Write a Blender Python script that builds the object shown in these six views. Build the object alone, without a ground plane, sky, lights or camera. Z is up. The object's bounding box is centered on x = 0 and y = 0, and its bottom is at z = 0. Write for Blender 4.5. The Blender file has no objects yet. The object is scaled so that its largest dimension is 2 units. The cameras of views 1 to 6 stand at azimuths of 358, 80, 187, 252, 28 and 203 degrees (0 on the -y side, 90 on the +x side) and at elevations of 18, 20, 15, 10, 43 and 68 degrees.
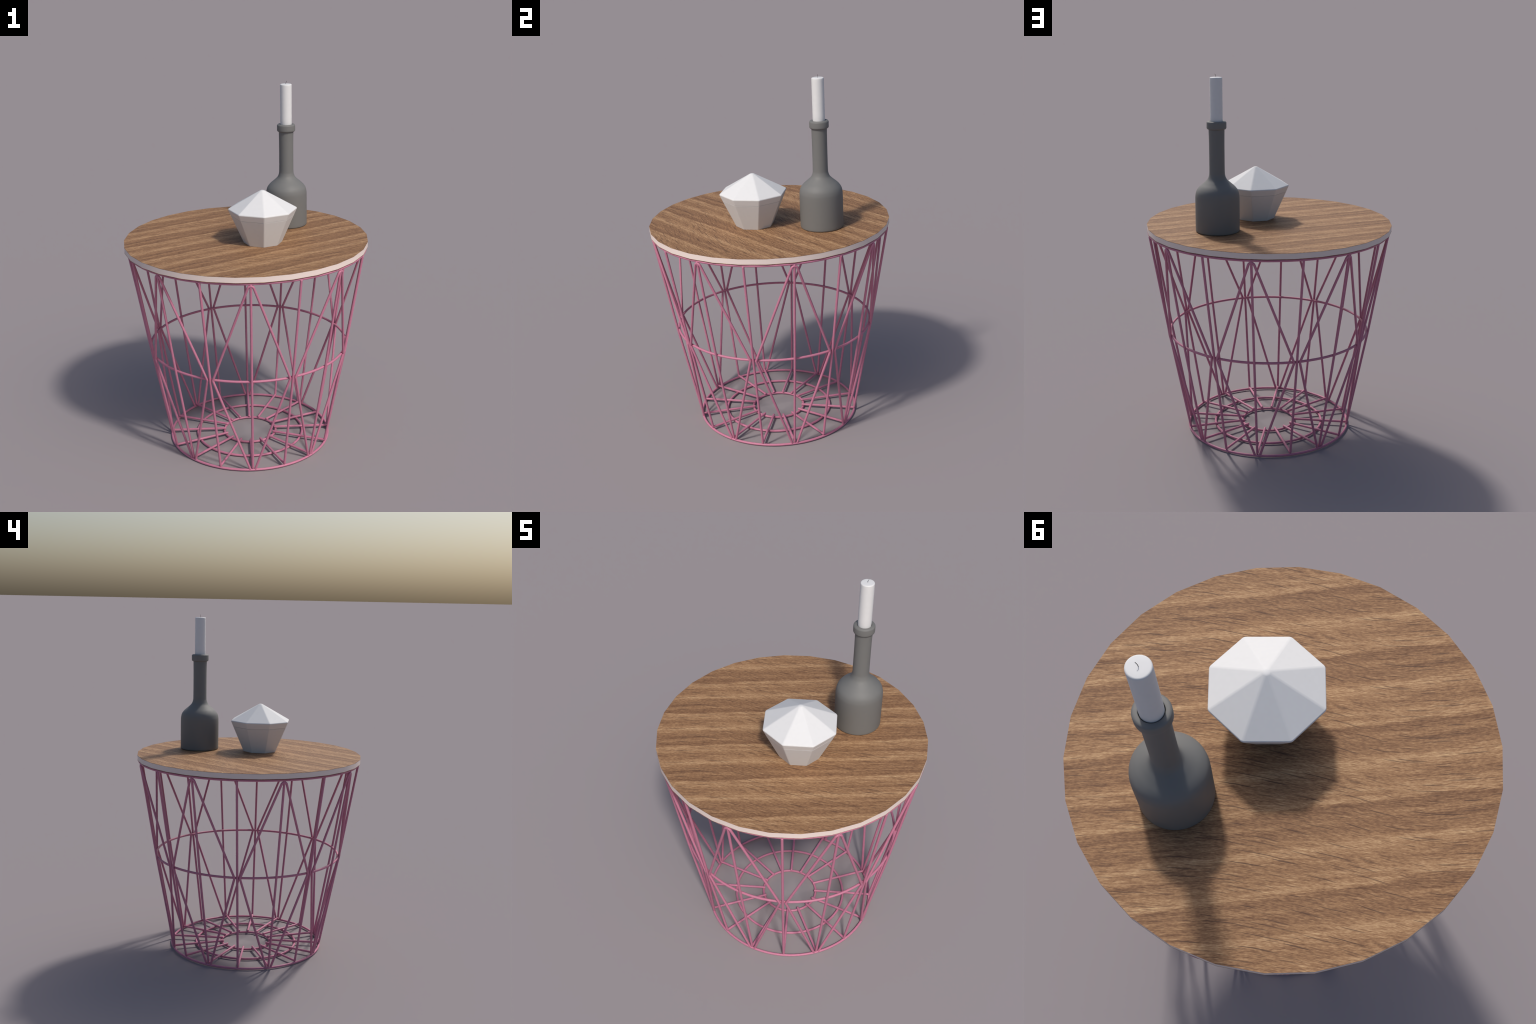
"""Round wire-basket side table carrying a bottle with a candle and a faceted lidded jar."""
import bpy, bmesh, math
from mathutils import Vector, Matrix

# ------------------------------------------------------------------ sizes (metres)
WIRE = 0.0066                 # wire radius
BASKET_AT = (0.0035, 0.0010)  # the basket stands a hair off the board's centre
HOOP_TOP = (0.6530, 1.1460)   # radius, height
HOOP_MID = (0.5505, 0.5755)
HOOP_FOOT = [(0.4545, WIRE), (0.3045, WIRE), (0.1490, WIRE)]
UP_FOOT = (0.4545, 0.0185)    # uprights bend here into the floor spokes
UP_MID = 0.5600                # pressed out a little where they cross the middle hoop
UP_TOP = (0.6550, 1.1430)
SPOKE_TIP = 0.1415
TOP_Z, BOARD_Z = 1.1856, 1.1545
TOP_R = 0.6665
BOTTLE_AT = (0.2415, 0.2465)
JAR_AT = (0.0895, -0.0950)
GRAIN_TURN = math.radians(30)


# ------------------------------------------------------------------ small helpers
def new_object(name, mesh, parent=None, mat=None):
    ob = bpy.data.objects.new(name, mesh)
    bpy.context.scene.collection.objects.link(ob)
    if parent:
        ob.parent = parent
    if mat:
        mesh.materials.append(mat)
    return ob


def thing(name, label, category, at):
    ob = bpy.data.objects.new(name, None)
    bpy.context.scene.collection.objects.link(ob)
    ob.location = at
    ob.empty_display_size = 0.1
    ob["label"], ob["category"] = label, category
    return ob


def mesh_from(name, verts, faces, smooth=True):
    me = bpy.data.meshes.new(name)
    me.from_pydata(verts, [], faces)
    me.validate()
    me.polygons.foreach_set("use_smooth", [smooth] * len(me.polygons))
    me.update()
    return me


def fillet(points, radii, steps=7):
    """Round the inner corners of a polyline with arcs of the given radii."""
    pts = [Vector(p) for p in points]
    out = [pts[0]]
    for i in range(1, len(pts) - 1):
        p, r = pts[i], radii[i - 1]
        a, b = (pts[i - 1] - p).normalized(), (pts[i + 1] - p).normalized()
        half = a.angle(b) / 2
        reach = r / math.tan(half)
        centre = p + (a + b).normalized() * (r / math.sin(half))
        s, e = p + a * reach - centre, p + b * reach - centre
        for k in range(steps + 1):
            out.append(centre + s.normalized().slerp(e.normalized(), k / steps) * r)
    out.append(pts[-1])
    return out


def tube(name, path, radius, sides=12, closed=False):
    """Sweep a circle along a path with parallel transport; rounded end caps."""
    path = [Vector(p) for p in path]
    if not closed:                       # support rings keep long straight runs evenly shaded
        held = [path[0]]
        for a, b in zip(path, path[1:]):
            run = (b - a).length
            if run > 6 * radius:
                held += [a.lerp(b, radius / run), a.lerp(b, 1 - radius / run)]
            held.append(b)
        path = held
    n = len(path)
    tang = []
    for i in range(n):
        if closed:
            t = path[(i + 1) % n] - path[i - 1]
        else:
            t = path[min(i + 1, n - 1)] - path[max(i - 1, 0)]
        tang.append(t.normalized())
    ref = Vector((0, 0, 1)) if abs(tang[0].z) < 0.9 else Vector((1, 0, 0))
    nrm = (ref - tang[0] * ref.dot(tang[0])).normalized()
    verts, rings = [], []

    def ring(c, t, nv, r):
        b = t.cross(nv)
        base = len(verts)
        for k in range(sides):
            a = 2 * math.pi * k / sides
            verts.append(c + (nv * math.cos(a) + b * math.sin(a)) * r)
        rings.append(base)

    if not closed:
        ring(path[0] - tang[0] * radius * 0.25, tang[0], nrm, radius * 0.72)
    for i in range(n):
        nrm = (nrm - tang[i] * nrm.dot(tang[i])).normalized()
        ring(path[i], tang[i], nrm, radius)
    if not closed:
        ring(path[-1] + tang[-1] * radius * 0.25, tang[-1], nrm, radius * 0.72)
    faces = []
    m = len(rings)
    for i in range(m if closed else m - 1):
        a, b = rings[i], rings[(i + 1) % m]
        for k in range(sides):
            k2 = (k + 1) % sides
            faces.append((a + k, a + k2, b + k2, b + k))
    if not closed:
        faces.append(tuple(rings[0] + k for k in reversed(range(sides))))
        faces.append(tuple(rings[-1] + k for k in range(sides)))
    return mesh_from(name, verts, faces)


def lathe(name, profile, sides):
    """Turn an (r, z) profile; r == 0 closes on the axis."""
    verts, rows, faces = [], [], []
    for r, z in profile:
        if r == 0:
            rows.append([len(verts)])
            verts.append((0, 0, z))
        else:
            rows.append(list(range(len(verts), len(verts) + sides)))
            verts += [(r * math.cos(2 * math.pi * k / sides), r * math.sin(2 * math.pi * k / sides), z)
                      for k in range(sides)]
    for a, b in zip(rows, rows[1:]):
        for k in range(sides):
            k2 = (k + 1) % sides
            if len(a) == 1 and len(b) == 1:
                continue
            if len(a) == 1:
                faces.append((a[0], b[k2], b[k]))
            elif len(b) == 1:
                faces.append((a[k], a[k2], b[0]))
            else:
                faces.append((a[k], a[k2], b[k2], b[k]))
    return mesh_from(name, verts, faces)


def corner(cx, cz, r, a0, a1, n=6):
    """Arc of profile points around (cx, cz), degrees."""
    return [(cx + r * math.cos(math.radians(a0 + (a1 - a0) * k / n)),
             cz + r * math.sin(math.radians(a0 + (a1 - a0) * k / n))) for k in range(n + 1)]


def catmull(pts, per=6):
    """Smooth curve through profile control points."""
    p = [pts[0]] + list(pts) + [pts[-1]]
    out = []
    for i in range(1, len(p) - 2):
        for k in range(per):
            t = k / per
            out.append(tuple(0.5 * (2 * p[i][j] + (p[i + 1][j] - p[i - 1][j]) * t
                             + (2 * p[i - 1][j] - 5 * p[i][j] + 4 * p[i + 1][j] - p[i + 2][j]) * t * t
                             + (3 * p[i][j] - p[i - 1][j] - 3 * p[i + 1][j] + p[i + 2][j]) * t ** 3)
                       for j in (0, 1)))
    out.append(tuple(pts[-1]))
    return out


# ------------------------------------------------------------------ materials
class Nodes:
    """Thin wrapper for building shader node trees."""

    def __init__(self, name):
        self.mat = bpy.data.materials.new(name)
        self.mat.use_nodes = True
        self.t = self.mat.node_tree
        self.bsdf = self.t.nodes["Principled BSDF"]

    def link(self, src, dst):
        self.t.links.new(src, dst)

    def put(self, sock, val):
        if isinstance(val, bpy.types.NodeSocket):
            self.link(val, sock)
        else:
            sock.default_value = val

    def math(self, op, a, b=None, c=None, clamp=False):
        n = self.t.nodes.new("ShaderNodeMath")
        n.operation, n.use_clamp = op, clamp
        for i, v in enumerate((a, b, c)):
            if v is not None:
                self.put(n.inputs[i], v)
        return n.outputs[0]

    def smooth(self, x, lo, hi, out0=0.0, out1=1.0):
        n = self.t.nodes.new("ShaderNodeMapRange")
        n.interpolation_type = "SMOOTHSTEP"
        self.put(n.inputs["Value"], x)
        for k, v in (("From Min", lo), ("From Max", hi), ("To Min", out0), ("To Max", out1)):
            self.put(n.inputs[k], v)
        return n.outputs[0]

    def vec(self, x, y, z=0.0):
        n = self.t.nodes.new("ShaderNodeCombineXYZ")
        for i, v in enumerate((x, y, z)):
            self.put(n.inputs[i], v)
        return n.outputs[0]

    def noise(self, vec, scale=1.0, detail=2.0, rough=0.5):
        n = self.t.nodes.new("ShaderNodeTexNoise")
        n.noise_dimensions = "3D"
        self.put(n.inputs["Vector"], vec)
        n.inputs["Scale"].default_value = scale
        n.inputs["Detail"].default_value = detail
        n.inputs["Roughness"].default_value = rough
        return n.outputs["Fac"]

    def ramp(self, fac, stops, interp="LINEAR"):
        n = self.t.nodes.new("ShaderNodeValToRGB")
        n.color_ramp.interpolation = interp
        el = n.color_ramp.elements
        while len(el) < len(stops):
            el.new(0.5)
        for e, (p, c) in zip(el, stops):
            e.position = p
            e.color = (*c, 1) if not isinstance(c, (int, float)) else (c, c, c, 1)
        self.put(n.inputs["Fac"], fac)
        return n.outputs["Color"]

    def mix(self, fac, a, b, blend="MIX"):
        n = self.t.nodes.new("ShaderNodeMix")
        n.data_type, n.blend_type = "RGBA", blend
        for s, v in ((n.inputs[0], fac), (n.inputs[6], a), (n.inputs[7], b)):
            if isinstance(v, tuple):
                v = (*v, 1)
            self.put(s, v)
        return n.outputs[2]


def plain(name, colour, rough, spec=0.5, grain=0.03, scale=60):
    """One painted or glazed colour with a very faint grain."""
    n = Nodes(name)
    co = n.t.nodes.new("ShaderNodeTexCoord").outputs["Object"]
    f = n.noise(co, scale, 3)
    lo = tuple(c * (1 - grain) for c in colour)
    hi = tuple(min(1, c * (1 + grain)) for c in colour)
    n.link(n.ramp(f, [(0.3, lo), (0.7, hi)]), n.bsdf.inputs["Base Color"])
    n.bsdf.inputs["Roughness"].default_value = rough
    n.bsdf.inputs["Specular IOR Level"].default_value = spec
    return n.mat


def wood():
    n = Nodes("oiled_wood")
    co = n.t.nodes.new("ShaderNodeTexCoord").outputs["Object"]
    mp = n.t.nodes.new("ShaderNodeMapping")
    mp.inputs["Rotation"].default_value = (0, 0, -GRAIN_TURN)
    n.link(co, mp.inputs["Vector"])
    sep = n.t.nodes.new("ShaderNodeSeparateXYZ")
    n.link(mp.outputs[0], sep.inputs[0])
    u, v = sep.outputs[0], sep.outputs[1]

    # the veneer is laid in equal strips, 0.249 m wide, all cut from one log
    PERIOD, SEAM = 0.249, 0.193
    wob = n.math("MULTIPLY", n.math("SUBTRACT", n.noise(n.vec(n.math("MULTIPLY", u, 14), n.math("MULTIPLY", v, 9)), 1, 2), 0.5), 0.006)
    strip = n.math("FRACT", n.math("DIVIDE", n.math("SUBTRACT", n.math("ADD", v, wob), SEAM - 8 * PERIOD), PERIOD))
    vm = n.math("MULTIPLY", strip, PERIOD)

    # fibres run askew of the strips: gently on one side, steeply in the middle
    fc = n.t.nodes.new("ShaderNodeFloatCurve")
    curve = fc.mapping.curves[0]
    lean = [(-0.65, 0.0), (-0.45, 0.01), (-0.35, 0.03), (-0.15, 0.112), (0.05, 0.194), (0.2, 0.245), (0.4, 0.291), (0.65, 0.331)]
    while len(curve.points) < len(lean):
        curve.points.new(0.5, 0.5)
    for p, (a, b) in zip(curve.points, lean):
        p.location = ((a + 0.65) / 1.3, b)
    fc.mapping.update()
    n.link(n.math("DIVIDE", n.math("ADD", u, 0.65), 1.3), fc.inputs["Value"])
    G = fc.outputs[0]
    bend = n.math("MULTIPLY", n.math("SUBTRACT", n.noise(n.vec(n.math("MULTIPLY", u, 6), n.math("MULTIPLY", vm, 16)), 1, 1), 0.5), 0.013)
    s = n.math("ADD", n.math("ADD", vm, G), bend)                 # across the fibres
    s_half = n.math("ADD", n.math("ADD", vm, n.math("MULTIPLY", G, 0.55)), bend)

    def streak(across, ku, ks, detail, seed, rough=0.55):
        return n.noise(n.vec(n.math("MULTIPLY", u, ku), n.math("MULTIPLY", across, ks), seed), 1, detail, rough)

    # broad light and dark bands inside one strip; their borders fray along the fibres
    s_run = n.math("ADD", v, n.math("MULTIPLY", G, 0.12))
    fray = n.math("ADD", n.math("MULTIPLY", n.math("SUBTRACT", streak(s_run, 2.2, 22, 2, 3.1), 0.5), 0.15),
                  n.math("MULTIPLY", n.math("SUBTRACT", streak(s_run, 20, 210, 2, 9.4), 0.5), 0.13))
    band = n.math("FRACT", n.math("ADD", n.math("DIVIDE", n.math("SUBTRACT", v, SEAM - 8 * PERIOD), PERIOD), fray))
    tone = n.ramp(band, [(0.0, 0.45), (0.02, 0.31), (0.10, 0.33), (0.18, 0.45), (0.28, 0.36), (0.40, 0.50), (0.49, 0.74),
                         (0.54, 0.55), (0.60, 0.51), (0.70, 0.45), (0.80, 0.54), (0.90, 0.58), (0.96, 0.73), (1.0, 0.45)])
    stripe = streak(n.math("ADD", vm, n.math("MULTIPLY", G, 0.12)), 1.1, 62, 3, 14.2)   # long straight growth bands
    mid = streak(s_half, 8, 150, 3, 7.7)
    fleck = streak(s_half, 75, 280, 2, 1.3)
    fine = streak(s, 22, 400, 2, 5.9)
    val = tone
    for tex, amount in ((stripe, 0.62), (mid, 0.60), (fleck, 1.0), (fine, 0.80)):
        val = n.math("MULTIPLY_ADD", n.math("SUBTRACT", tex, 0.5), amount, val)
    colour = n.ramp(val, [(0.0, (0.135, 0.066, 0.034)), (0.28, (0.214, 0.113, 0.060)),
                          (0.55, (0.322, 0.180, 0.091)), (0.85, (0.465, 0.288, 0.155)), (1.0, (0.55, 0.365, 0.195))])

    # hair cracks: short tapered dashes scattered along the fibres
    def white(x, y, seed):
        w = n.t.nodes.new("ShaderNodeTexWhiteNoise")
        w.noise_dimensions = "3D"
        n.link(n.vec(x, y, seed), w.inputs["Vector"])
        sp = n.t.nodes.new("ShaderNodeSeparateColor")
        n.link(w.outputs["Color"], sp.inputs[0])
        return sp.outputs

    def dashes(rows, cols, chance, wide, seed):
        sk = n.math("MULTIPLY", s, rows)
        row = n.math("FLOOR", sk)
        uu = n.math("MULTIPLY_ADD", u, cols, n.math("MULTIPLY", white(row, 0.5, seed)[0], 7.0))
        pick, shift, size = white(row, n.math("FLOOR", uu), seed + 1.5)[:3]
        off = n.math("DIVIDE", n.math("ABSOLUTE", n.math("SUBTRACT", n.math("FRACT", sk), n.math("MULTIPLY_ADD", shift, 0.6, 0.2))), rows)
        along = n.math("DIVIDE", n.math("ABSOLUTE", n.math("SUBTRACT", n.math("FRACT", uu), 0.5)), n.math("MULTIPLY_ADD", size, 0.30, 0.18))
        taper = n.math("SUBTRACT", 1.0, n.math("MULTIPLY", along, along), clamp=True)
        line = n.math("SUBTRACT", 1.0, n.math("DIVIDE", off, n.math("MULTIPLY_ADD", taper, wide, 0.0002)), clamp=True)
        line = n.math("MULTIPLY", n.math("POWER", line, 0.7), n.smooth(taper, 0.0, 0.5))
        return n.math("MULTIPLY", line, n.smooth(pick, chance * 0.35, chance, 1.0, 0.0))

    crack = n.math("MAXIMUM", n.math("MULTIPLY", dashes(62, 7, 0.34, 0.0022, 11.0), 0.92),
                   n.math("MULTIPLY", dashes(120, 13, 0.34, 0.0016, 21.0), 0.68))

    # the few long splits that come back in every strip: (u, strip, half length, half width)
    def g_at(x):
        for (a, ga), (b, gb) in zip(lean, lean[1:]):
            if a <= x <= b:
                return ga + (gb - ga) * (x - a) / (b - a)
        return 0.0
    for cu, cs, half, wide in ((0.150, 0.575, 0.062, 0.0016), (0.040, 0.600, 0.040, 0.0020), (0.110, 0.47, 0.090, 0.0012),
                               (-0.100, 0.610, 0.055, 0.0015), (-0.455, 0.275, 0.055, 0.0016), (-0.540, 0.125, 0.030, 0.0020),
                               (0.420, 0.500, 0.040, 0.0014), (0.330, 0.630, 0.050, 0.0014), (-0.200, 0.930, 0.060, 0.0011),
                               (-0.260, 0.140, 0.040, 0.0013), (0.240, 0.220, 0.060, 0.0011)):
        along = n.math("DIVIDE", n.math("ABSOLUTE", n.math("SUBTRACT", u, cu)), half)
        taper = n.math("SUBTRACT", 1.0, n.math("MULTIPLY", along, along), clamp=True)
        off = n.math("ABSOLUTE", n.math("SUBTRACT", n.math("ADD", n.math("ADD", vm, G), n.math("MULTIPLY", bend, 0.25)),
                                        cs * PERIOD + g_at(cu)))
        split = n.math("SUBTRACT", 1.0, n.math("DIVIDE", off, n.math("MULTIPLY_ADD", taper, wide * 1.4, 0.0003)), clamp=True)
        split = n.math("MULTIPLY", n.math("POWER", split, 0.6), n.smooth(taper, 0.0, 0.3))
        crack = n.math("MAXIMUM", crack, split)
    colour = n.mix(n.math("MULTIPLY", crack, 0.86), colour, (0.062, 0.034, 0.027))
    n.link(colour, n.bsdf.inputs["Base Color"])
    n.bsdf.inputs["Roughness"].default_value = 0.62
    n.bsdf.inputs["Specular IOR Level"].default_value = 0.20
    return n.mat


PINK = plain("pink_powder_coat", (0.52, 0.188, 0.285), 0.50, 0.4)
BAND = plain("pale_edge_band", (0.78, 0.66, 0.61), 0.55, 0.4, 0.004)
GREY = plain("matt_grey_glaze", (0.162, 0.162, 0.157), 0.60, 0.4, 0.01)
WHITE = plain("white_glaze", (0.705, 0.705, 0.705), 0.60, 0.2, 0.01)
POT = plain("white_bisque", (0.665, 0.665, 0.665), 0.60, 0.2, 0.01)
WAX = plain("candle_wax", (0.70, 0.70, 0.70), 0.60, 0.3, 0.01)
CHAR = plain("charred_wick", (0.015, 0.014, 0.013), 0.8, 0.2)
WOOD = wood()

# ------------------------------------------------------------------ side table: wire basket
table = thing("side_table", "round wooden side table on a pink wire basket", "side table", (0, 0, 0))


def circle(r, z, n=96):
    return [(r * math.cos(2 * math.pi * k / n), r * math.sin(2 * math.pi * k / n), z) for k in range(n)]


for r, z in [HOOP_TOP, HOOP_MID] + HOOP_FOOT:
    ob = new_object("hoop", tube("hoop", circle(r, z), WIRE, closed=True), table, PINK)
    ob.location.xy = BASKET_AT


def polar(r, deg, z, side=0.0):
    """Point at radius r and angle deg, shifted sideways along the hoop by side."""
    a = math.radians(deg)
    return Vector((r * math.cos(a) - side * math.sin(a), r * math.sin(a) + side * math.cos(a), z))


upright_mesh = tube("upright_wire", fillet([polar(UP_TOP[0], 0, UP_TOP[1]), polar(UP_MID, 0, HOOP_MID[1]),
                                            polar(UP_FOOT[0], 0, UP_FOOT[1]), polar(SPOKE_TIP, 0, UP_FOOT[1])],
                                           [4.0, 0.006]), WIRE)
upright_mesh.materials.append(PINK)

STEP, GAP = 22.5, 0.0150
mid_r = 0.5605
peak = 1.1370 + 0.0155 / math.sin(math.radians(20)) - 0.0155
loop = [polar(0.4535, 0, 0.0085, -0.0135), polar(mid_r, -STEP, HOOP_MID[1], GAP), polar(0.6620, 0, peak),
        polar(mid_r, STEP, HOOP_MID[1], -GAP), polar(0.4535, 0, 0.0085, 0.0135)]
diamond_mesh = tube("diamond_wire", fillet(loop, [0.010, 0.0155, 0.010], 9), WIRE)
diamond_mesh.materials.append(PINK)

for k in range(16):
    ob = new_object("upright_wire", upright_mesh, table)
    ob.location.xy, ob.rotation_euler.z = BASKET_AT, math.radians(STEP * k)
for k in range(8):
    ob = new_object("diamond_wire", diamond_mesh, table)
    ob.location.xy, ob.rotation_euler.z = BASKET_AT, math.radians(2 * STEP * k)

# ------------------------------------------------------------------ side table: board
SIDES, SKIN = 30, 0.0016          # thirty-sided board, thin veneer on both faces


def slab(name, r, z0, z1):
    """Thirty-sided plate: flat faces, softly shaded rim."""
    bm = bmesh.new()
    rows = [[bm.verts.new((r * math.cos(2 * math.pi * k / SIDES), r * math.sin(2 * math.pi * k / SIDES), z))
             for k in range(SIDES)] for z in (z0, z1)]
    bm.faces.new(rows[1])
    bm.faces.new(list(reversed(rows[0])))
    for k in range(SIDES):
        f = bm.faces.new((rows[0][k], rows[0][(k + 1) % SIDES], rows[1][(k + 1) % SIDES], rows[1][k]))
        f.smooth = True
    for e in bm.edges:
        if any(len(f.verts) > 4 for f in e.link_faces):
            e.smooth = False
    me = bpy.data.meshes.new(name)
    bm.to_mesh(me)
    bm.free()
    return me


board = new_object("tabletop", slab("tabletop", TOP_R, BOARD_Z + SKIN, TOP_Z - SKIN), table, BAND)
for z0, z1 in ((TOP_Z - SKIN, TOP_Z), (BOARD_Z, BOARD_Z + SKIN)):
    new_object("wood_veneer", slab("wood_veneer", TOP_R + 0.0004, z0, z1), board, WOOD)

# ------------------------------------------------------------------ bottle
bottle = thing("bottle", "matt grey bottle with long slim neck", "bottle", (*BOTTLE_AT, TOP_Z))
body_profile = ([(0, 0.0005), (0.1000, 0.0)] + corner(0.1065, 0.0090, 0.0090, -90, 0)
                + catmull([(0.1155, 0.020), (0.1155, 0.090), (0.1153, 0.172), (0.1134, 0.1990), (0.1070, 0.2195), (0.0920, 0.2390),
                           (0.0695, 0.2585), (0.0505, 0.2770), (0.0422, 0.297), (0.0402, 0.320), (0.0398, 0.400),
                           (0.0400, 0.480), (0.0410, 0.536)]))
new_object("bottle_body", lathe("bottle_body", body_profile, 64), bottle, GREY)
collar_profile = ([(0.0385, 0.5340)] + [(0.0412, 0.5348)] + corner(0.0413, 0.5448, 0.0095, -80, 0)
                  + corner(0.0423, 0.5685, 0.0085, 0, 85) + [(0.0380, 0.5773)] + corner(0.0362, 0.5750, 0.0023, 95, 180)
                  + [(0.0338, 0.5380), (0.0338, 0.5080), (0, 0.5080)])
new_object("bottle_collar", lathe("bottle_collar", collar_profile, 64), bottle, GREY)

# ------------------------------------------------------------------ candle
CANDLE_FOOT = TOP_Z + 0.5090
candle = thing("candle", "slim white candle with short curled wick", "candle", (*BOTTLE_AT, CANDLE_FOOT))
h = 1.9835 - CANDLE_FOOT
wax_profile = ([(0, 0.0), (0.0295, 0.0)] + [(0.0318, 0.004), (0.0321, 0.10), (0.0321, h - 0.012)]
               + corner(0.0321 - 0.0050, h - 0.0050, 0.0050, 0, 90, 5) + [(0.014, h + 0.0001), (0, h)])
new_object("wax_stick", lathe("wax_stick", wax_profile, 32), candle, WAX)
wick_path = catmull([(0.0006, h - 0.004), (0.0, h + 0.004), (0.0018, h + 0.0105), (0.0056, h + 0.0160)], 5)
new_object("wick", tube("wick", [(a, 0.0, b) for a, b in wick_path], 0.0008, 8), candle, CHAR)

# ------------------------------------------------------------------ lidded jar
jar = thing("lidded_jar", "white eight-sided jar with pointed faceted lid", "jar", (*JAR_AT, TOP_Z))


def faceted(name, rows, apex=None, soft=0.004, groove=0.0012):
    """Eight-sided closed solid through (radius, z) rows; outer edges softened."""
    bm = bmesh.new()
    loops = [[bm.verts.new((r * math.cos(math.pi / 4 * k), r * math.sin(math.pi / 4 * k), z)) for k in range(8)]
             for r, z in rows]
    bm.faces.new(list(reversed(loops[0])))
    for a, b in zip(loops, loops[1:]):
        for k in range(8):
            bm.faces.new((a[k], a[(k + 1) % 8], b[(k + 1) % 8], b[k]))
    if apex is not None:
        tip = bm.verts.new((0, 0, apex))
        for k in range(8):
            bm.faces.new((loops[-1][k], loops[-1][(k + 1) % 8], tip))
    else:
        bm.faces.new(loops[-1])
    me = bpy.data.meshes.new(name)
    bm.to_mesh(me)
    bm.free()
    ob = bpy.data.objects.new(name, me)
    bpy.context.scene.collection.objects.link(ob)
    flat_rows = {rows[0][1], rows[-1][1]} if apex is None else {rows[0][1]}
    weights = me.attributes.new("bevel_weight_edge", "FLOAT", "EDGE")
    for e in me.edges:
        za, zb = (me.vertices[i].co.z for i in e.vertices)
        seam = abs(za - zb) < 1e-6 and any(abs(za - z) < 1e-6 for z in flat_rows)
        weights.data[e.index].value = groove / soft if seam else 1.0
    bev = ob.modifiers.new("soft", "BEVEL")
    bev.limit_method, bev.width, bev.segments = "WEIGHT", soft, 3
    bev.offset_type = "OFFSET"
    bev.harden_normals = True
    bev.profile = 0.5
    for p in me.polygons:
        p.use_smooth = True
    dg = bpy.context.evaluated_depsgraph_get()
    done = bpy.data.meshes.new_from_object(ob.evaluated_get(dg))
    bpy.data.objects.remove(ob)
    done.name = name
    return done


EQ, SEAM_Z, FOOT = (0.1868, 0.1880), 0.1520, (0.1035, 0.0)
seam_r = FOOT[0] + (EQ[0] - FOOT[0]) * SEAM_Z / EQ[1]
new_object("jar_pot", faceted("jar_pot", [FOOT, (seam_r, SEAM_Z - 0.0003)]), jar, POT)
new_object("jar_lid", faceted("jar_lid", [(seam_r + 0.0003, SEAM_Z + 0.0003), EQ], apex=0.2935, soft=0.0052), jar, WHITE)
